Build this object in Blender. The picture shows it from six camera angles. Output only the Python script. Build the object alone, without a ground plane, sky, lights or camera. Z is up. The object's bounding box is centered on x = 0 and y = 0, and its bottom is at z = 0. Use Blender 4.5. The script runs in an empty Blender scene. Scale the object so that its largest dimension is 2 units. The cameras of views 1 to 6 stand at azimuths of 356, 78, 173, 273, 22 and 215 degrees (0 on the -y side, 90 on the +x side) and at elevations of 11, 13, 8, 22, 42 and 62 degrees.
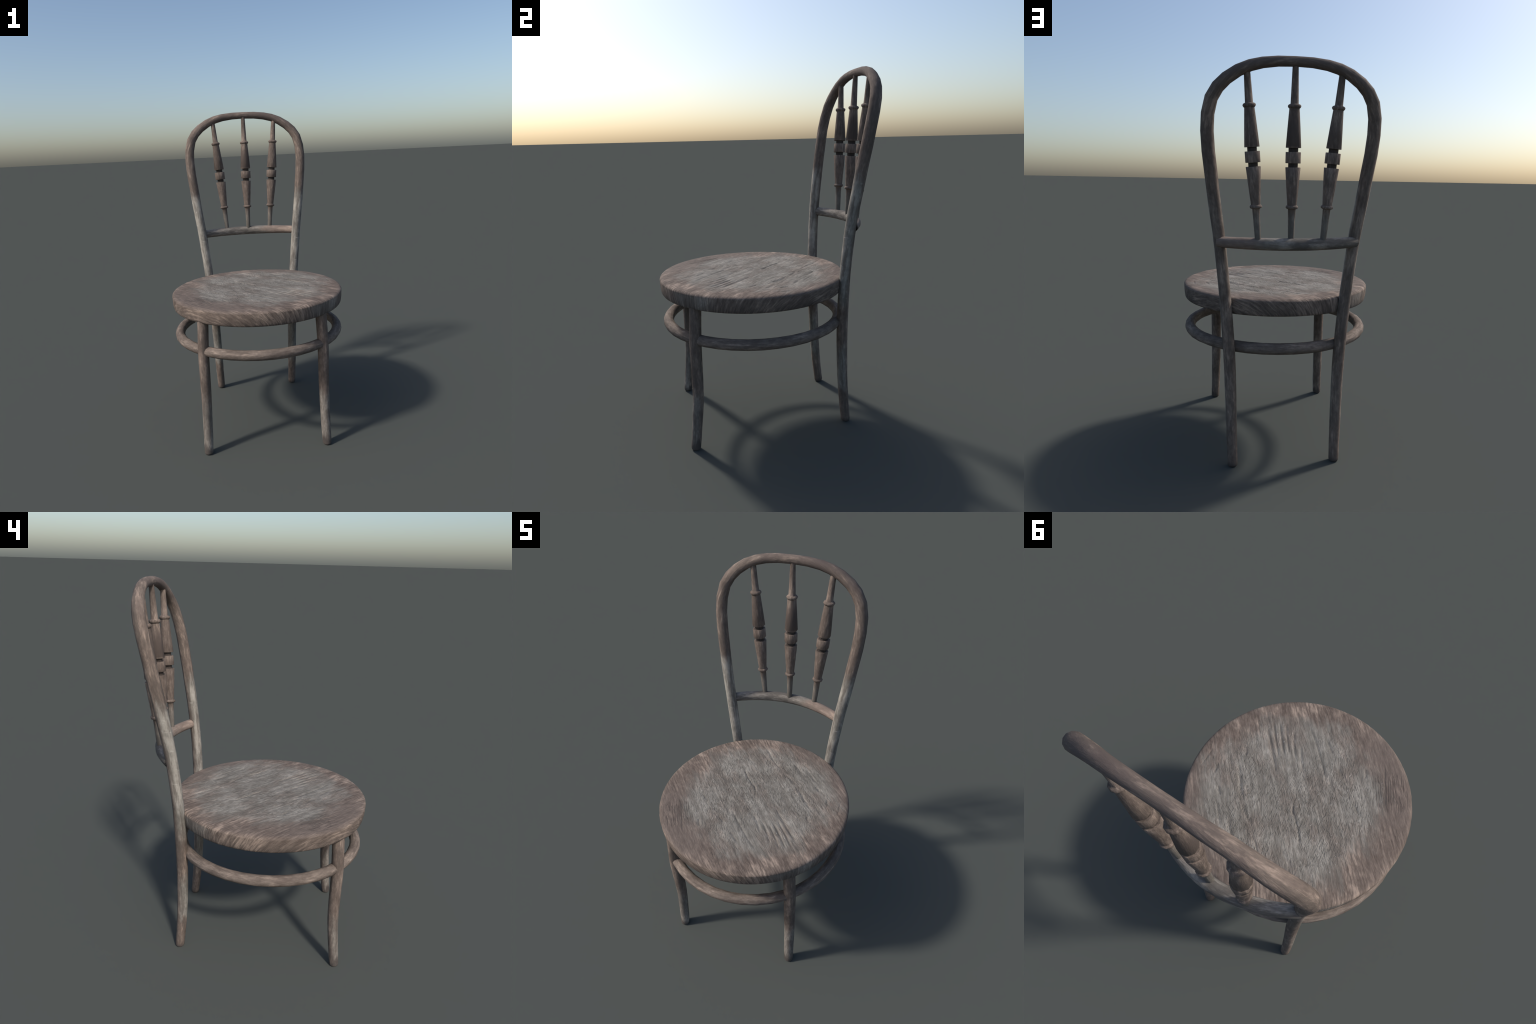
"""Weathered bentwood side chair: round plank seat, bent back hoop whose ends run
down as the back legs, two front legs, stretcher hoop, curved rail, three turned spindles."""
import bpy, math
import numpy as np
from mathutils import Vector, Matrix

SEAT_Y = -0.0616           # centre of the seat disc
SEAT_TOP, SEAT_R = 0.881, 0.529
GRAIN = math.radians(134)  # direction of the plank grain in plan

# --------------------------------------------------------------------------
# small node-graph helper
# --------------------------------------------------------------------------
class Graph:
    def __init__(self, name):
        self.mat = bpy.data.materials.new(name)
        self.mat.use_nodes = True
        self.t = self.mat.node_tree
        self.t.nodes.clear()

    def node(self, kind, **props):
        n = self.t.nodes.new(kind)
        for k, v in props.items():
            setattr(n, k, v)
        return n

    def feed(self, socket, value):
        if isinstance(value, bpy.types.NodeSocket):
            self.t.links.new(value, socket)
        else:
            socket.default_value = value

    def m(self, op, a, b=0.0, c=0.0, clamp=False):
        n = self.node("ShaderNodeMath", operation=op, use_clamp=clamp)
        self.feed(n.inputs[0], a); self.feed(n.inputs[1], b); self.feed(n.inputs[2], c)
        return n.outputs[0]

    def add(self, a, b): return self.m("ADD", a, b)
    def sub(self, a, b): return self.m("SUBTRACT", a, b)
    def mul(self, a, b): return self.m("MULTIPLY", a, b)

    def smooth(self, x, lo, hi, out_lo=0.0, out_hi=1.0):
        n = self.node("ShaderNodeMapRange", interpolation_type="SMOOTHSTEP")
        for i, v in enumerate((x, lo, hi, out_lo, out_hi)):
            self.feed(n.inputs[i], v)
        return n.outputs[0]

    def xyz(self, v):
        n = self.node("ShaderNodeSeparateXYZ")
        self.feed(n.inputs[0], v)
        return n.outputs[0], n.outputs[1], n.outputs[2]

    def vec(self, x, y, z):
        n = self.node("ShaderNodeCombineXYZ")
        for i, v in enumerate((x, y, z)):
            self.feed(n.inputs[i], v)
        return n.outputs[0]

    def scaled(self, v, sx, sy, sz, shift=0.0):
        n = self.node("ShaderNodeMapping")
        self.feed(n.inputs["Vector"], v)
        n.inputs["Scale"].default_value = (sx, sy, sz)
        n.inputs["Location"].default_value = (shift, shift * 0.7, shift * 1.3)
        return n.outputs[0]

    def noise(self, v, scale=1.0, detail=3.0, rough=0.55, distort=0.0):
        n = self.node("ShaderNodeTexNoise")
        self.feed(n.inputs["Vector"], v)
        n.inputs["Scale"].default_value = scale
        n.inputs["Detail"].default_value = detail
        n.inputs["Roughness"].default_value = rough
        n.inputs["Distortion"].default_value = distort
        return n.outputs["Fac"]

    def mix(self, fac, a, b, mode="MIX"):
        n = self.node("ShaderNodeMix", data_type="RGBA", blend_type=mode)
        self.feed(n.inputs[0], fac)
        for s, v in ((n.inputs[6], a), (n.inputs[7], b)):
            self.feed(s, v if isinstance(v, bpy.types.NodeSocket) else (*v, 1.0))
        return n.outputs[2]

    def bump(self, height, dist, strength=1.0, normal=None):
        n = self.node("ShaderNodeBump")
        n.inputs["Strength"].default_value = strength
        n.inputs["Distance"].default_value = dist
        self.feed(n.inputs["Height"], height)
        if normal is not None:
            self.feed(n.inputs["Normal"], normal)
        return n.outputs[0]

    def finish(self, color, normal, rough=0.8, spec=0.25):
        b = self.node("ShaderNodeBsdfPrincipled")
        self.feed(b.inputs["Base Color"], color)
        self.feed(b.inputs["Roughness"], rough)
        b.inputs["Specular IOR Level"].default_value = spec
        self.feed(b.inputs["Normal"], normal)
        o = self.node("ShaderNodeOutputMaterial")
        self.t.links.new(b.outputs[0], o.inputs[0])
        return self.mat

    def obj(self):
        return self.node("ShaderNodeTexCoord").outputs["Object"]


BROWN_DARK, BROWN_MID, BROWN_LIGHT = (0.092, 0.070, 0.058), (0.200, 0.155, 0.128), (0.39, 0.297, 0.234)
GREY_DARK, GREY_MID, GREY_LIGHT = (0.140, 0.128, 0.111), (0.258, 0.238, 0.209), (0.38, 0.353, 0.312)


def wood_tones(g, v, grey, along=6.0, across=70.0, contrast=1.0, calm=1.0):
    """v: (across, across, along the grain) in metres.  grey: 0..1 weathering."""
    streak = g.noise(g.scaled(v, across, across, along), 1.0, 4, 0.62)
    fine = g.noise(g.scaled(v, across * 3.4, across * 3.4, along * 3.0, 3.1), 1.0, 3, 0.65)
    patch = g.noise(g.scaled(v, 13, 13, 7.0, 7.7), 1.0, 4, 0.6)
    mottle = g.noise(g.scaled(v, 60, 60, 32, 1.9), 1.0, 3, 0.6)
    rest = 1.0 - 0.60 * calm
    tone = g.add(g.add(g.mul(streak, 0.38 * calm), g.mul(fine, 0.22 * calm)), g.add(g.mul(patch, rest * 0.6), g.mul(mottle, rest * 0.4)))
    lo, hi = 0.50 - 0.14 / contrast, 0.50 + 0.13 / contrast
    t = g.smooth(tone, lo, hi)
    glow = g.mul(g.smooth(g.add(g.add(g.mul(streak, 0.45), g.mul(fine, 0.2)), g.mul(patch, 0.35)), 0.52, 0.65), 0.75 + 0.25 * calm)
    brown = g.mix(g.mul(glow, 0.65), g.mix(t, BROWN_DARK, BROWN_MID), BROWN_LIGHT)
    pale = g.mul(g.smooth(g.add(g.mul(fine, 0.4), g.add(g.mul(patch, 0.35), g.mul(mottle, 0.25))), 0.50, 0.66), 0.7)
    grey_c = g.mix(pale, g.mix(t, GREY_DARK, GREY_MID), GREY_LIGHT)
    return g.mix(grey, brown, grey_c), streak, fine, patch


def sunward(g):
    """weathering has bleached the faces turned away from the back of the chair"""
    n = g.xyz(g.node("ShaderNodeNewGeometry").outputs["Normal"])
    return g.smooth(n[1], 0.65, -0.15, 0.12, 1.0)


# --------------------------------------------------------------------------
# materials
# --------------------------------------------------------------------------
def seat_material():
    g = Graph("weathered_plank")
    x, y, z = g.xyz(g.obj())
    y = g.sub(y, SEAT_Y)
    r = g.m("SQRT", g.add(g.mul(x, x), g.mul(y, y)))
    # the grain of the top runs on over the rim: unfold the side outwards
    drop = g.m("MAXIMUM", g.sub(SEAT_TOP - 0.004, z), 0.0)
    k = g.add(1.0, g.m("DIVIDE", drop, g.m("MAXIMUM", r, 0.2)))
    px, py = g.mul(x, k), g.mul(y, k)
    rr = g.mul(r, k)

    def turned(angle):
        c, s = math.cos(angle), math.sin(angle)
        u = g.add(g.mul(px, c), g.mul(py, s))
        v = g.sub(g.mul(py, c), g.mul(px, s))
        return g.vec(v, 0.0, u)

    flat = g.vec(px, py, 0.0)
    wobble = g.noise(g.scaled(flat, 5, 5, 5), 1.0, 2, 0.5)
    main = turned(GRAIN)
    main = g.vec(g.add(g.xyz(main)[0], g.mul(wobble, 0.03)), 0.0, g.xyz(main)[2])
    inner = turned(math.radians(103))
    # bare grey middle, polished brown margin
    warp = g.noise(g.scaled(main, 9, 9, 5, 1.7), 1.0, 4, 0.6)
    fray = g.noise(g.scaled(main, 75, 75, 7, 5.0), 1.0, 3, 0.6)
    cx, cy = g.sub(px, 0.022), g.sub(py, 0.022)
    rc = g.m("SQRT", g.add(g.mul(cx, cx), g.mul(cy, cy)))
    edge = g.add(rc, g.add(g.mul(g.sub(warp, 0.5), 0.24), g.mul(g.sub(fray, 0.5), 0.13)))
    grey = g.smooth(edge, 0.47, 0.355)
    # bleached end grain where the fibres meet the rim
    across = g.m("ABSOLUTE", g.m("DIVIDE", g.xyz(main)[2], g.m("MAXIMUM", rr, 0.1)))
    end = g.mul(g.smooth(across, 0.955, 0.995), g.smooth(drop, 0.004, 0.02))
    grey = g.m("MAXIMUM", grey, g.mul(end, 0.7))
    # brown worn patches showing through the grey
    stain = g.noise(g.scaled(main, 11, 11, 6, 9.3), 1.0, 4, 0.6)
    grey_c = g.mul(grey, g.smooth(stain, 0.66, 0.43, 0.42, 0.95))
    col, streak, fine, patch = wood_tones(g, main, grey_c, along=11.0, across=95.0, contrast=1.2)

    # fibres polished pale towards both ends of the grain, lower side darkened for its shadow
    polish = g.mul(g.mul(g.smooth(across, 0.62, 0.95), g.sub(1.0, grey)), g.mul(g.smooth(streak, 0.38, 0.60), g.smooth(patch, 0.35, 0.6)))
    polish = g.mul(g.mul(polish, g.smooth(patch, 0.42, 0.58)), g.smooth(drop, 0.04, 0.005, 0.35, 1.0))
    col = g.mix(g.mul(polish, 0.6), col, (0.40, 0.308, 0.244))
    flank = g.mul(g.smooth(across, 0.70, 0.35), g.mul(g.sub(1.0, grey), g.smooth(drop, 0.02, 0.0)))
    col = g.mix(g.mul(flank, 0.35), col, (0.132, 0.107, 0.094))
    painted_rim_shade = g.mul(g.smooth(drop, 0.025, 0.085), g.smooth(g.add(streak, g.mul(patch, 0.6)), 0.95, 0.65, 0.25, 0.75))
    col = g.mix(painted_rim_shade, col, (0.075, 0.060, 0.052))
    # short checks in the middle, long grain ridges at the margin
    region = g.noise(g.scaled(flat, 6.5, 6.5, 6.5, 4.4), 1.0, 2, 0.5)
    c1 = g.noise(g.scaled(inner, 330, 330, 46, 2.2), 1.0, 1, 0.5)
    c2 = g.noise(g.scaled(turned(math.radians(118)), 300, 300, 40, 7.2), 1.0, 1, 0.5)
    checks = g.add(g.mul(c1, 0.6), g.mul(c2, 0.4))
    where = g.mul(g.smooth(region, 0.38, 0.54, 0.25, 1.0), g.smooth(rc, 0.43, 0.30, 0.2, 1.0))
    gx, gy = g.sub(px, 0.20), g.add(py, 0.20)
    where = g.mul(where, g.smooth(g.m("SQRT", g.add(g.mul(gx, gx), g.mul(gy, gy))), 0.10, 0.20, 0.2, 1.0))
    crack = g.mul(g.smooth(checks, 0.455, 0.37), where)
    sx, sy = g.add(px, 0.345), g.add(py, 0.245)
    split = g.smooth(g.m("SQRT", g.add(g.mul(sx, sx), g.mul(sy, sy))), 0.13, 0.06)
    splits = g.mul(g.smooth(g.noise(g.scaled(turned(math.radians(120)), 230, 230, 11, 4.8), 1.0, 2, 0.5), 0.47, 0.37), g.mul(split, g.smooth(drop, 0.01, 0.0)))
    rim_crack = g.m("MAXIMUM", splits, g.mul(g.smooth(g.noise(g.scaled(main, 240, 240, 14, 8.8), 1.0, 3, 0.6), 0.40, 0.32),
                      g.mul(g.smooth(region, 0.48, 0.64), g.smooth(rc, 0.28, 0.40))))
    # long wavy growth lines
    growth = g.noise(g.scaled(main, 15, 15, 2.6, 3.3), 1.0, 2, 0.5)
    phase = g.m("ABSOLUTE", g.sub(g.m("FRACT", g.mul(growth, 9.0)), 0.5))
    line = g.mul(g.smooth(phase, 0.10, 0.0), g.mul(grey, g.smooth(stain, 0.36, 0.56)))
    swell = g.noise(g.scaled(main, 44, 44, 5, 6.1), 1.0, 2, 0.5)
    col = g.mix(g.mul(crack, 0.55), col, (0.085, 0.075, 0.064))
    col = g.mix(g.mul(rim_crack, 0.6), col, (0.065, 0.051, 0.045))
    col = g.mix(g.mul(line, 0.5), col, (0.115, 0.101, 0.087))
    col = g.mix(g.mul(g.smooth(swell, 0.47, 0.33), g.mul(grey, 0.5)), col, (0.125, 0.111, 0.096))
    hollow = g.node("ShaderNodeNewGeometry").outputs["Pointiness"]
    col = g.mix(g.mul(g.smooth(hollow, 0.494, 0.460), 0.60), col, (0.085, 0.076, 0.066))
    # pale mineral flecks and scratches
    fleck = g.smooth(g.noise(g.scaled(inner, 150, 150, 70, 12.0), 1.0, 2, 0.5), 0.69, 0.78)
    col = g.mix(g.mul(g.mul(fleck, grey), 0.5), col, (0.50, 0.475, 0.44))
    h = g.sub(g.add(g.mul(checks, g.mul(where, 1.5)), g.add(g.mul(streak, 0.30), g.mul(fine, 0.30))),
              g.add(g.add(g.mul(crack, 0.7), g.mul(line, 0.5)), g.mul(rim_crack, 1.0)))
    n1 = g.bump(swell, 0.010, 0.22)
    n2 = g.bump(h, 0.0033, 0.7, n1)
    return g.finish(col, n2, 0.85, 0.2)


def bent_frame_material():
    """back hoop and back legs: grain follows the bend"""
    g = Graph("bent_frame_wood")
    x, y, z = g.xyz(g.obj())
    dz = g.m("MAXIMUM", g.sub(z, 1.62), 0.0)
    rad = g.m("SQRT", g.add(g.mul(x, x), g.mul(dz, dz)))
    ang = g.m("ARCTAN2", dz, x)
    right = g.m("GREATER_THAN", x, 0.0)
    zl = g.m("MINIMUM", z, 1.62)
    # distance along the rod from the right foot, over the top, to the left foot
    along = g.add(g.mul(ang, 0.38), g.add(g.mul(right, zl), g.mul(g.sub(1.0, right), g.sub(3.24, zl))))
    # sideways splay and backward sweep of the rod, so that the fibres run with it
    lean = g.mul(g.mul(zl, zl), 0.046)
    up, down = g.m("MAXIMUM", g.sub(z, 0.55), 0.0), g.m("MAXIMUM", g.sub(0.45, z), 0.0)
    sweep = g.add(g.mul(g.mul(up, up), 0.085), g.mul(g.mul(down, down), 0.15))
    v = g.vec(g.sub(rad, lean), g.sub(y, sweep), along)
    nz = g.add(z, g.mul(g.sub(g.noise(g.scaled(v, 26, 26, 7, 2.0), 1.0, 4, 0.65), 0.5), 0.24))
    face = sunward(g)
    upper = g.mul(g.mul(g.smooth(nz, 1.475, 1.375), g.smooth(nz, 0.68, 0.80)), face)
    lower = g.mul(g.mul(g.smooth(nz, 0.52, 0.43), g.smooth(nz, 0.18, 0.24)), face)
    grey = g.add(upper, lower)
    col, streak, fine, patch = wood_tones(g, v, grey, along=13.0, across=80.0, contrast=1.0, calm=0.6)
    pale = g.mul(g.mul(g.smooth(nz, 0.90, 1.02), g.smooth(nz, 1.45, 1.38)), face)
    col = g.mix(g.mul(pale, g.smooth(patch, 0.38, 0.60, 0.0, 0.5)), col, (0.38, 0.347, 0.298))
    dirt = g.mul(g.smooth(g.noise(g.scaled(v, 45, 45, 6, 4.0), 1.0, 4, 0.65), 0.52, 0.40), 0.6)
    col = g.mix(dirt, col, (0.095, 0.078, 0.066))
    crown = g.mul(g.smooth(z, 1.80, 1.95), g.smooth(g.add(patch, g.mul(streak, 0.5)), 0.95, 0.62, 0.2, 0.7))
    col = g.mix(crown, col, (0.110, 0.086, 0.077))
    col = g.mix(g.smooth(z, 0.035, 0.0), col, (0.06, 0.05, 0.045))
    scratch = g.smooth(g.noise(g.vec(g.mul(x, 14), g.mul(y, 14), g.mul(g.add(z, g.mul(x, 0.25)), 75)), 1.0, 2, 0.5), 0.70, 0.76)
    col = g.mix(g.mul(g.mul(scratch, upper), 0.5), col, (0.50, 0.47, 0.42))
    h = g.add(g.mul(streak, 0.6), g.mul(fine, 0.4))
    lump = g.noise(g.scaled(v, 22, 22, 13, 5.0), 1.0, 3, 0.55)
    return g.finish(col, g.bump(h, 0.003, 0.7, g.bump(lump, 0.006, 0.6)), 0.85, 0.2)


def front_leg_material():
    g = Graph("front_leg_wood")
    v = g.obj()
    x, y, z = g.xyz(v)
    nz = g.add(z, g.mul(g.sub(g.noise(g.scaled(v, 26, 26, 7, 2.0), 1.0, 3, 0.6), 0.5), 0.24))
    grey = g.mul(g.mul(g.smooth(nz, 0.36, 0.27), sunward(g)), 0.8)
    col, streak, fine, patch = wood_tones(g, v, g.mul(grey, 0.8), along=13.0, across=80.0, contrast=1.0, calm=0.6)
    dirt = g.mul(g.smooth(g.noise(g.scaled(v, 45, 45, 6, 4.0), 1.0, 4, 0.65), 0.52, 0.40), 0.6)
    col = g.mix(dirt, col, (0.095, 0.078, 0.066))
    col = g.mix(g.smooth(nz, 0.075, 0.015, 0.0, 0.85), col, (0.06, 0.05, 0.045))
    h = g.add(g.mul(streak, 0.6), g.mul(fine, 0.4))
    lump = g.noise(g.scaled(v, 22, 22, 13, 5.0), 1.0, 3, 0.55)
    return g.finish(col, g.bump(h, 0.003, 0.7, g.bump(lump, 0.006, 0.6)), 0.85, 0.2)


def ring_material():
    g = Graph("stretcher_ring_wood")
    x, y, z = g.xyz(g.obj())
    y = g.sub(y, SEAT_Y)
    r = g.m("SQRT", g.add(g.mul(x, x), g.mul(y, y)))
    # angle round the ring, turned so that its wrap-around hides inside a back leg
    c, s = math.cos(math.radians(58)), math.sin(math.radians(58))
    ang = g.m("ARCTAN2", g.add(g.mul(x, s), g.mul(y, c)), g.sub(g.mul(x, c), g.mul(y, s)))
    v = g.vec(r, z, g.mul(ang, 0.5))
    col, streak, fine, patch = wood_tones(g, v, 0.12, along=13.0, across=80.0, contrast=1.0, calm=0.6)
    dirt = g.mul(g.smooth(g.noise(g.scaled(v, 45, 45, 6, 4.0), 1.0, 4, 0.65), 0.52, 0.40), 0.5)
    col = g.mix(dirt, col, (0.095, 0.072, 0.061))
    h = g.add(g.mul(streak, 0.6), g.mul(fine, 0.4))
    lump = g.noise(g.scaled(v, 20, 20, 12, 5.0), 1.0, 3, 0.55)
    return g.finish(col, g.bump(h, 0.003, 0.7, g.bump(lump, 0.006, 0.6)), 0.85, 0.2)


def rail_material():
    g = Graph("back_rail_wood")
    x, y, z = g.xyz(g.obj())
    bow = g.mul(g.mul(x, x), 0.93)
    v = g.vec(g.add(y, bow), z, x)
    nx = g.add(x, g.mul(g.sub(g.noise(g.scaled(v, 20, 20, 8, 2.0), 1.0, 3, 0.6), 0.5), 0.25))
    grey = g.mul(g.smooth(nx, 0.20, 0.08), 0.7)
    col, streak, fine, patch = wood_tones(g, v, grey, along=13.0, across=80.0, contrast=1.0, calm=0.6)
    pink = g.smooth(nx, 0.08, 0.18)
    col = g.mix(g.mul(pink, 0.22), col, (0.36, 0.272, 0.226))
    dirt = g.mul(g.smooth(g.noise(g.scaled(v, 40, 40, 9, 4.0), 1.0, 4, 0.65), 0.58, 0.42), 0.75)
    col = g.mix(g.mul(dirt, g.smooth(nx, 0.15, -0.05)), col, (0.085, 0.075, 0.067))
    h = g.add(g.mul(streak, 0.6), g.mul(fine, 0.4))
    lump = g.noise(g.scaled(v, 22, 22, 13, 5.0), 1.0, 3, 0.55)
    return g.finish(col, g.bump(h, 0.003, 0.7, g.bump(lump, 0.006, 0.6)), 0.85, 0.2)


def spindle_material():
    g = Graph("turned_spindle_wood")
    v = g.obj()
    x, y, z = g.xyz(v)
    rnd = g.node("ShaderNodeObjectInfo").outputs["Random"]
    v2 = g.vec(g.add(x, g.mul(rnd, 5.0)), y, z)
    tail = g.mul(g.smooth(z, -0.235, -0.28), 0.5)
    col, streak, fine, patch = wood_tones(g, v2, tail, along=14.0, across=105.0, contrast=1.05, calm=0.75)
    cone = g.mul(g.smooth(z, 0.040, 0.055), g.smooth(z, 0.215, 0.12))
    dusk = g.smooth(g.m("ABSOLUTE", g.xyz(g.node("ShaderNodeObjectInfo").outputs["Location"])[0]), 0.05, 0.15, 0.9, 0.35)
    col = g.mix(g.mul(cone, dusk), col, (0.085, 0.066, 0.057))
    low = g.mul(g.smooth(z, -0.24, -0.38), 0.65)
    col = g.mix(low, col, (0.10, 0.092, 0.078))
    # occlusion shade painted into the two turned necks
    neck = g.mul(g.smooth(g.m("ABSOLUTE", g.sub(g.m("ABSOLUTE", z), 0.034)), 0.0115, 0.0095), g.smooth(g.m("SQRT", g.add(g.mul(x, x), g.mul(y, y))), 0.029, 0.0235, 0.0, 0.8))
    col = g.mix(neck, col, (0.035, 0.029, 0.026))
    gouge = g.noise(g.scaled(v2, 110, 110, 22, 6.0), 1.0, 3, 0.6)
    h = g.add(g.mul(streak, 0.6), g.mul(fine, 0.4))
    return g.finish(col, g.bump(h, 0.0025, 0.7, g.bump(gouge, 0.003, 0.5)), 0.85, 0.2)


# --------------------------------------------------------------------------
# geometry helpers
# --------------------------------------------------------------------------
def make_object(name, verts, faces, mat, parent, smooth_angle=None, normals=None):
    me = bpy.data.meshes.new(name)
    me.from_pydata([tuple(map(float, v)) for v in verts], [], faces)
    me.materials.append(mat)
    me.polygons.foreach_set("use_smooth", [True] * len(me.polygons))
    if smooth_angle is not None:
        me.set_sharp_from_angle(angle=math.radians(smooth_angle))
    if normals is not None:
        me.normals_split_custom_set_from_vertices([tuple(n) for n in normals])
    ob = bpy.data.objects.new(name, me)
    bpy.context.scene.collection.objects.link(ob)
    ob.parent = parent
    return ob


def catmull(pts, step):
    """smooth curve through the knots, about `step` metres between points"""
    P = np.asarray(pts, float)
    Q = np.vstack([2 * P[0] - P[1], P, 2 * P[-1] - P[-2]])
    out = []
    for i in range(len(P) - 1):
        a, b, c, d = Q[i:i + 4]
        n = max(1, int(round(np.linalg.norm((c - b)[:3]) / step)))
        for t in np.arange(n) / n:
            out.append(0.5 * (2 * b + (c - a) * t + (2 * a - 5 * b + 4 * c - d) * t ** 2 + (3 * b - a - 3 * c + d) * t ** 3))
    out.append(P[-1])
    return np.array(out)


def tube(path, sides=12, closed=False, phase=0.0, side_axis=None):
    """sweep a round section (4th column = radius) with parallel transport"""
    P, R = path[:, :3], path[:, 3] * 1.012
    n = len(P)
    if closed:
        T = np.roll(P, -1, 0) - np.roll(P, 1, 0)
    else:
        T = np.gradient(P, axis=0)
    T /= np.linalg.norm(T, axis=1)[:, None]
    u = np.array(side_axis if side_axis is not None else (0.0, 1.0, 0.0))
    verts, normals = [], []
    for i in range(n):
        u = u - T[i] * (u @ T[i]); u /= np.linalg.norm(u)
        w = np.cross(T[i], u)
        for k in range(sides):
            a = 2 * math.pi * (k + phase) / sides
            d = math.cos(a) * u + math.sin(a) * w
            verts.append(P[i] + R[i] * d); normals.append(d)
    faces = []
    for i in range(n if closed else n - 1):
        j = (i + 1) % n
        for k in range(sides):
            l = (k + 1) % sides
            faces.append((i * sides + k, i * sides + l, j * sides + l, j * sides + k))
    return verts, faces, normals


def foot(path_start, radius):
    """short rounded run-out at the bottom of a leg"""
    x, y = path_start[:2]
    return np.array([(x, y, 0.0, radius * 0.72), (x, y, 0.002, radius * 0.88), (x, y, 0.009, radius * 0.99)])


def hash_noise(x, y, seed):
    """smooth value noise on a lattice, 0..1"""
    rng = np.random.default_rng(seed)
    tab = rng.random(4096)
    xi, yi = np.floor(x).astype(int), np.floor(y).astype(int)
    fx, fy = x - xi, y - yi
    fx, fy = fx * fx * (3 - 2 * fx), fy * fy * (3 - 2 * fy)
    h = lambda a, b: tab[(a * 157 + b * 911 + (a * b) % 61) % 4096]
    return (h(xi, yi) * (1 - fx) + h(xi + 1, yi) * fx) * (1 - fy) + (h(xi, yi + 1) * (1 - fx) + h(xi + 1, yi + 1) * fx) * fy


# --------------------------------------------------------------------------
# the chair
# --------------------------------------------------------------------------
chair = bpy.data.objects.new("wooden_chair", None)
bpy.context.scene.collection.objects.link(chair)
chair["label"] = "weathered bentwood chair with round seat and three turned spindles"
chair["category"] = "wooden chair"

# ---- seat ----------------------------------------------------------------
# open grain valleys: (x0, y0, x1, y1, sideways bow, half width, depth)
VALLEYS = [
    (0.323, -0.219, 0.145, -0.035, 0.001, .0055, .0030), (0.310, -0.260, 0.180, -0.112, -0.001, .0045, .0028),
    (0.287, -0.281, 0.168, -0.140, -0.002, .0045, .0028), (0.259, -0.294, 0.153, -0.160, -0.003, .0045, .0026),
    (0.204, -0.283, 0.101, -0.145, -0.006, .0050, .0022), (0.129, -0.228, 0.032, -0.113, -0.006, .0060, .0022),
    (0.315, 0.026, 0.193, 0.161, -0.003, .0070, .0022), (0.395, 0.005, 0.335, 0.054, 0.0, .0060, .0018),
    (0.350, -0.078, 0.323, -0.034, 0.0, .0070, .0025), (0.404, 0.072, 0.389, 0.126, 0.0, .0040, .0020),
    (0.475, 0.028, 0.463, 0.127, 0.0, .0030, .0016), (-0.013, 0.057, -0.035, 0.097, 0.0, .0050, .0030),
    (0.147, -0.338, -0.078, -0.129, 0.008, .0060, .0022), (0.043, -0.329, -0.016, -0.276, 0.0, .0050, .0020),
    (-0.081, -0.234, -0.168, -0.180, -0.008, .0060, .0024), (-0.262, -0.353, -0.377, -0.155, 0.0, .0025, .0018),
    (-0.070, -0.162, -0.129, -0.107, 0.0, .0060, .0022), (-0.237, -0.105, -0.289, -0.072, 0.0, .0060, .0026),
    (-0.195, -0.297, -0.218, -0.249, 0.0, .0050, .0024), (-0.081, 0.419, 0.055, 0.274, -0.009, .0045, .0026),
    (-0.171, 0.310, -0.088, 0.256, 0.0, .0070, .0020), (-0.138, 0.194, -0.025, 0.079, -0.005, .0045, .0028),
    (0.093, 0.240, 0.180, 0.180, 0.003, .0060, .0024), (0.128, 0.339, 0.191, 0.267, 0.003, .0060, .0024),
    (0.213, 0.148, 0.284, 0.063, 0.003, .0080, .0028), (0.298, 0.205, 0.332, 0.165, 0.0, .0050, .0024),
    (0.200, 0.326, 0.304, 0.226, -0.005, .0040, .0018),
]
KNOTS = [(0.094, 0.384, 0.020), (0.004, 0.376, 0.013), (-0.187, 0.267, 0.014)]


def seat_relief(x, y):
    """height of the worn top above its plane (metres, mostly negative)"""
    c, s = math.cos(GRAIN), math.sin(GRAIN)
    u, v = x * c + y * s, y * c - x * s
    h = (hash_noise(v * 42 + 40, u * 7 + 40, 11) - 0.5) * 0.0011 + (hash_noise(v * 90 + 80, u * 12 + 80, 12) - 0.5) * 0.0006
    h *= 1 / (1 + np.exp((np.hypot(x, y) - 0.42) * 40))
    for x0, y0, x1, y1, bow, half, depth in VALLEYS:
        L = math.hypot(x1 - x0, y1 - y0)
        tx, ty = (x1 - x0) / L, (y1 - y0) / L
        t = ((x - x0) * tx + (y - y0) * ty) / L
        d = (y - y0) * tx - (x - x0) * ty - bow * 4 * t * (1 - t)
        fade = np.clip(np.minimum(t + 0.08, 1.08 - t) / 0.25, 0, 1)
        d = d + (hash_noise(t * 4 + 5, 0 * t + depth * 1e4, 5) - 0.5) * half * 0.8
        half, depth = half * 1.35, depth * 1.35
        h -= depth * fade * fade * (3 - 2 * fade) * np.exp(-(d / half) ** 2)
    for kx, ky, kr in KNOTS:
        d = np.hypot(x - kx, (y - ky) * 1.05)
        h -= 0.0012 * np.exp(-((d - kr) / 0.0022) ** 2) - 0.0008 * np.exp(-((d - kr - .006) / 0.004) ** 2)
    return h


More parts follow.
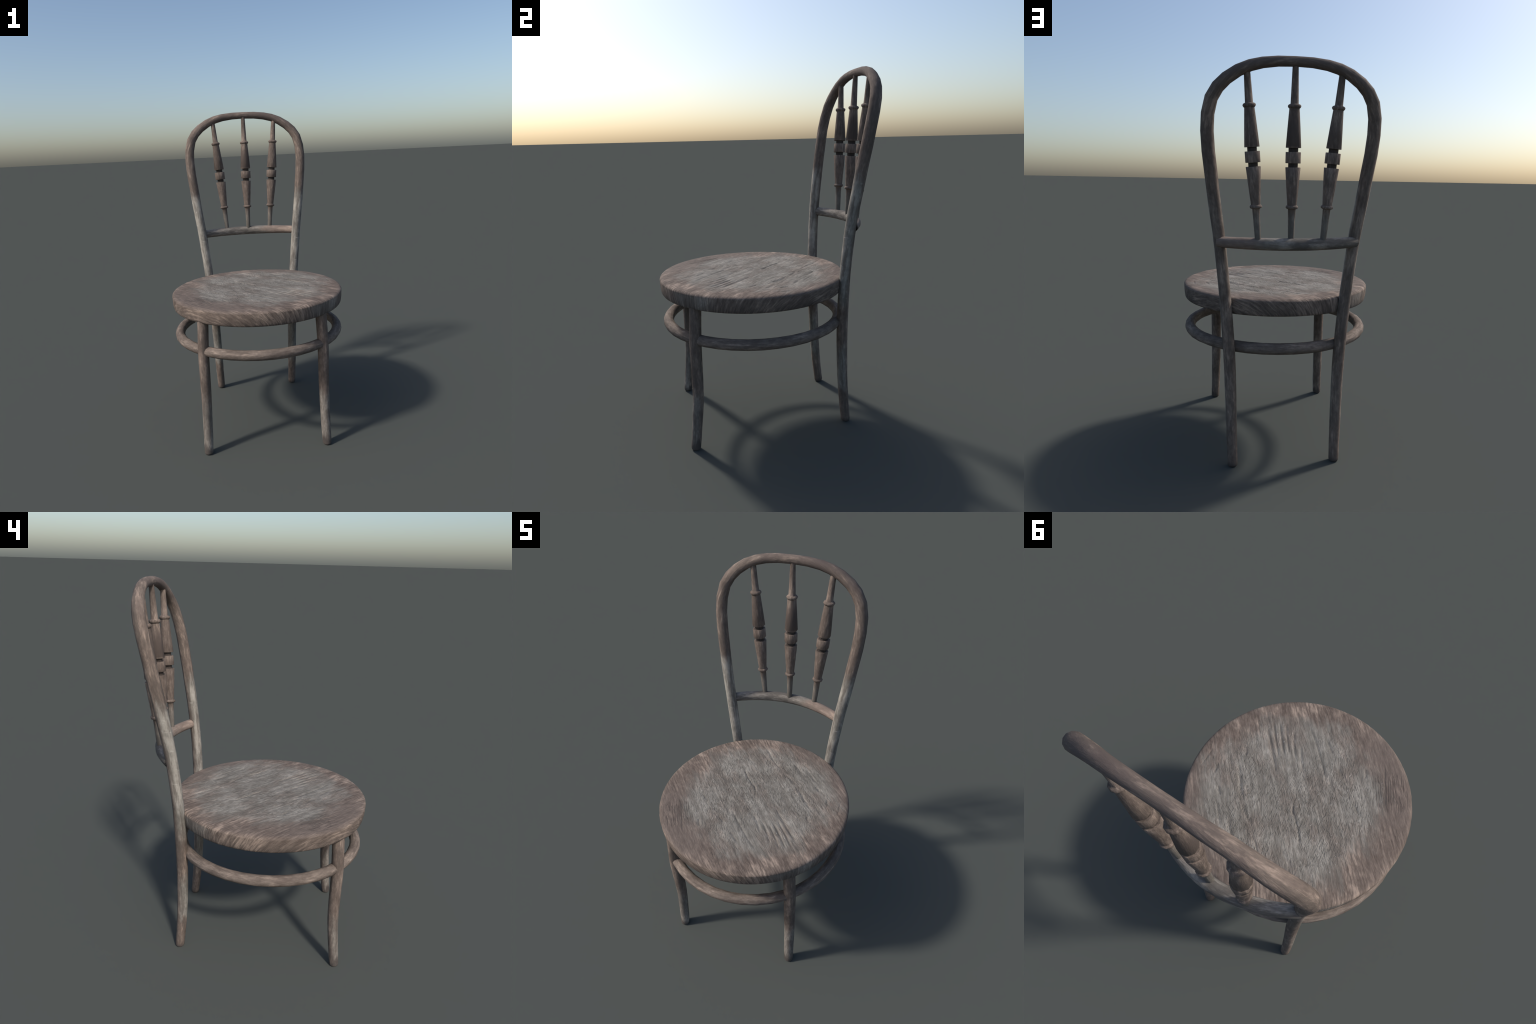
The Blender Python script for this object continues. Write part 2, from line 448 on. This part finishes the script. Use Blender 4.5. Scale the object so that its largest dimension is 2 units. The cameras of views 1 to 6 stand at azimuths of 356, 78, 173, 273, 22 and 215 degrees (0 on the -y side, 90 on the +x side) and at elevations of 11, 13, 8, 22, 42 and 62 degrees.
def build_seat(mat):
    seg = 768
    a = np.arange(seg) * 2 * np.pi / seg
    ca, sa = np.cos(a), np.sin(a)
    rad = np.linspace(0.004, 0.506, 184)
    prof = [(r, SEAT_TOP - 0.0018 * max(0.0, (r - 0.45) / 0.056) ** 2, 1) for r in rad]
    # rounded shoulder, slightly tapering side, small lower chamfer
    for t in np.linspace(0.2, 1, 12) * math.pi / 2:
        prof.append((0.506 + 0.023 * math.sin(t), SEAT_TOP - 0.0018 - 0.015 * (1 - math.cos(t)), 0))
    prof += [(0.5285, 0.850, 0), (0.5278, 0.835, 0), (0.5265, 0.820, 0), (0.5245, 0.806, 0), (0.5225, 0.798, 0), (0.5190, 0.7930, 0), (0.512, 0.7903, 0), (0.49, 0.7900, 0), (0.25, 0.79, 0), (0.01, 0.79, 0)]
    verts = []
    for r, z, top in prof:
        x, y = r * ca, r * sa
        if top:
            zz = z + seat_relief(x, y)
        else:
            zz = np.full(seg, z)
            if z < SEAT_TOP - 0.003 and r > 0.5:      # hand-worn, slightly uneven rim
                w = (hash_noise(a * 26 + 3, 0 * a + z * 60, 21) - 0.5) * 0.0022
                x, y = x * (1 + w), y * (1 + w)
        verts += list(np.stack([x, y + SEAT_Y, zz], 1))
    faces = []
    for i in range(len(prof) - 1):
        for k in range(seg):
            l = (k + 1) % seg
            faces.append((i * seg + k, (i + 1) * seg + k, (i + 1) * seg + l, i * seg + l))
    faces.append(tuple(range(seg)))
    last = (len(prof) - 1) * seg
    faces.append(tuple(last + seg - 1 - k for k in range(seg)))
    return make_object("seat", verts, faces, mat, chair, 60)


build_seat(seat_material())

# ---- bent frame: back legs + hoop, one swept rod --------------------------
# right half, foot to apex: x, y, z, radius
POST = [(0.2658, 0.4253, 0.0, .0260), (0.2684, 0.4152, 0.1, .0268), (0.2715, 0.4065, 0.2, .0282), (0.2738, 0.4000, 0.3, .0290),
        (0.2763, 0.3968, 0.4, .0298), (0.2795, 0.3942, 0.5, .0302), (0.2844, 0.3932, 0.6, .0306), (0.2946, 0.3947, 0.75, .0304),
        (0.3020, 0.3968, 0.84, .0299),
        (0.3065, 0.3985, 0.9, .0297), (0.3208, 0.4080, 1.05, .0296), (0.3368, 0.4218, 1.2, .0300), (0.3570, 0.4422, 1.35, .0308),
        (0.3745, 0.4646, 1.5, .0314)]
ARCH = [(0.3850, 0.4800, 1.588, .0314), (0.3905, 0.4950, 1.6774, .0312), (0.3872, 0.5110, 1.7512, .0310), (0.3714, 0.5269, 1.817, .0306),
        (0.3430, 0.5395, 1.8635, .0297), (0.3050, 0.5488, 1.9000, .0285), (0.2530, 0.5558, 1.9340, .0270), (0.2006, 0.5605, 1.956, .0258),
        (0.1463, 0.5645, 1.9690, .0245), (0.0779, 0.5662, 1.9770, .0233), (0.0, 0.5665, 1.9792, .0226)]


def build_bent_frame(mat):
    lower = catmull([p for p in POST], 0.075)
    keep = lower[lower[:, 2] > 0.03]
    half = np.vstack([foot(POST[0], 0.0262), keep, np.array(ARCH)])
    other = half[:-1][::-1] * np.array([-1, 1, 1, 1])
    path = np.vstack([half, other])
    sides = 12
    verts, faces, normals = tube(path, sides, phase=0.5)
    verts, normals = np.array(verts), np.array(normals)
    n = len(path)
    # feet: closing discs
    faces.append(tuple(range(sides - 1, -1, -1)))
    faces.append(tuple((n - 1) * sides + k for k in range(sides)))
    for ring, nz in ((0, 1.4), (1, 0.6), (n - 2, 0.6), (n - 1, 1.4)):
        normals[ring * sides:(ring + 1) * sides] += (0, 0, -nz)
    normals /= np.linalg.norm(normals, axis=1)[:, None]
    split = 0.84
    zface = [verts[list(f)][:, 2].mean() for f in faces]
    xface = [verts[list(f)][:, 0].mean() for f in faces]
    groups = {"backrest": [f for f, z in zip(faces, zface) if z > split],
              "leg": [f for f, z, x in zip(faces, zface, xface) if z <= split and x > 0],
              "leg ": [f for f, z, x in zip(faces, zface, xface) if z <= split and x <= 0]}
    out = []
    for name, fs in groups.items():
        used = sorted({i for f in fs for i in f})
        idx = {v: i for i, v in enumerate(used)}
        out.append(make_object(name.strip(), verts[used], [tuple(idx[i] for i in f) for f in fs], mat, chair, None, normals[used]))
    return out


backrest, _, _ = build_bent_frame(bent_frame_material())

# ---- front legs ------------------------------------------------------------
FRONT = [(0.3500, -0.4560, 0.0, .0262), (0.3470, -0.4470, 0.1, .0272), (0.3457, -0.4370, 0.2, .0282), (0.3443, -0.4295, 0.3, .0290),
         (0.3438, -0.4285, 0.4, .0303), (0.3440, -0.4290, 0.5, .0308), (0.3440, -0.4290, 0.6, .0318), (0.3405, -0.4250, 0.7, .0316),
         (0.3360, -0.4200, 0.80, .0318)]


def build_front_leg(side, mat):
    p = catmull(FRONT, 0.06)
    p = np.vstack([foot(FRONT[0], 0.0262), p[p[:, 2] > 0.03]])
    p[:, 0] *= side
    sides = 12
    verts, faces, normals = tube(p, sides, phase=0.5)
    normals = np.array(normals)
    faces.append(tuple(range(sides - 1, -1, -1)))
    n = len(p)
    faces.append(tuple((n - 1) * sides + k for k in range(sides)))
    normals[:sides] += (0, 0, -1.4); normals[sides:2 * sides] += (0, 0, -0.6)
    normals /= np.linalg.norm(normals, axis=1)[:, None]
    make_object("leg", verts, faces, mat, chair, None, normals)


leg_mat = front_leg_material()
for side in (1, -1):
    build_front_leg(side, leg_mat)

# ---- stretcher ring ----------------------------------------------------------
a = (np.arange(40) + 0.5) * 2 * np.pi / 40
ring = np.stack([0.4965 * np.cos(a), SEAT_Y + 0.003 + 0.4965 * np.sin(a), 0 * a + 0.6195, 0 * a + 0.0290], 1)
v, f, nrm = tube(ring, 12, closed=True, phase=0.5, side_axis=(0, 0, 1))
make_object("stretcher_ring", v, f, ring_material(), chair, None, nrm)

# ---- curved back rail ---------------------------------------------------------
t = np.linspace(-1, 1, 17)
xs = 0.338 * t
rail = np.stack([xs, 0.5345 - 0.93 * xs ** 2, 0 * xs + 1.1615, 0.0297 - 0.0036 * np.abs(t) ** 1.5], 1)
v, f, nrm = tube(rail, 12, phase=0.5)
f.append(tuple(range(11, -1, -1))); f.append(tuple(16 * 12 + k for k in range(12)))
make_object("back_rail", v, f, rail_material(), backrest, None, nrm)

# ---- turned spindles: (height from the middle band, radius) ---------------------
TURNING = [(-0.395, .0138), (-0.376, .0143), (-0.300, .0162), (-0.2378, .0176), (-0.2352, .0192), (-0.2335, .0245), (-0.2303, .0280), (-0.2262, .0291), (-0.2218, .0278), (-0.2185, .0250), (-0.2170, .0221),
           (-0.120, .0295), (-0.0452, .0347), (-0.0437, .0338), (-0.0437, .0222), (-0.0252, .0222), (-0.0252, .0339), (-0.0237, .0349),
           (0.0237, .0349), (0.0252, .0339), (0.0252, .0222), (0.0437, .0222), (0.0437, .0340), (0.0452, .0351), (0.130, .0296),
           (0.2165, .0234), (0.2185, .0262), (0.2222, .0289), (0.2268, .0304), (0.2312, .0290), (0.2345, .0255), (0.2362, .0200), (0.2388, .0184), (0.320, .0160), (0.394, .0137), (0.404, .0134)]
SIDES = 10


def spindle_mesh(mat):
    verts, faces = [], []
    for z, r in TURNING:
        for k in range(SIDES):
            ang = 2 * math.pi * (k + 0.5) / SIDES
            verts.append((r * 1.02 * math.cos(ang), r * 1.02 * math.sin(ang), z))
    for i in range(len(TURNING) - 1):
        for k in range(SIDES):
            l = (k + 1) % SIDES
            faces.append((i * SIDES + k, i * SIDES + l, (i + 1) * SIDES + l, (i + 1) * SIDES + k))
    faces.append(tuple(range(SIDES - 1, -1, -1)))
    faces.append(tuple((len(TURNING) - 1) * SIDES + k for k in range(SIDES)))
    me = bpy.data.meshes.new("spindle")
    me.from_pydata(verts, [], faces)
    me.materials.append(mat)
    me.polygons.foreach_set("use_smooth", [True] * len(me.polygons))
    me.set_sharp_from_angle(angle=math.radians(48))
    return me


mesh = spindle_mesh(spindle_material())
for x, y, lean_x, lean_y in ((0.0, 0.5425, 0.0, 0.0476), (0.1855, 0.5372, 0.080, 0.049), (-0.1855, 0.5372, -0.080, 0.049)):
    ob = bpy.data.objects.new("spindle", mesh)
    bpy.context.scene.collection.objects.link(ob)
    axis = Vector((lean_x, lean_y, 1.0)).normalized()
    q = Vector((0, 0, 1)).rotation_difference(axis)
    ob.parent = backrest
    ob.matrix_basis = Matrix.Translation((x, y, 1.5627)) @ q.to_matrix().to_4x4()
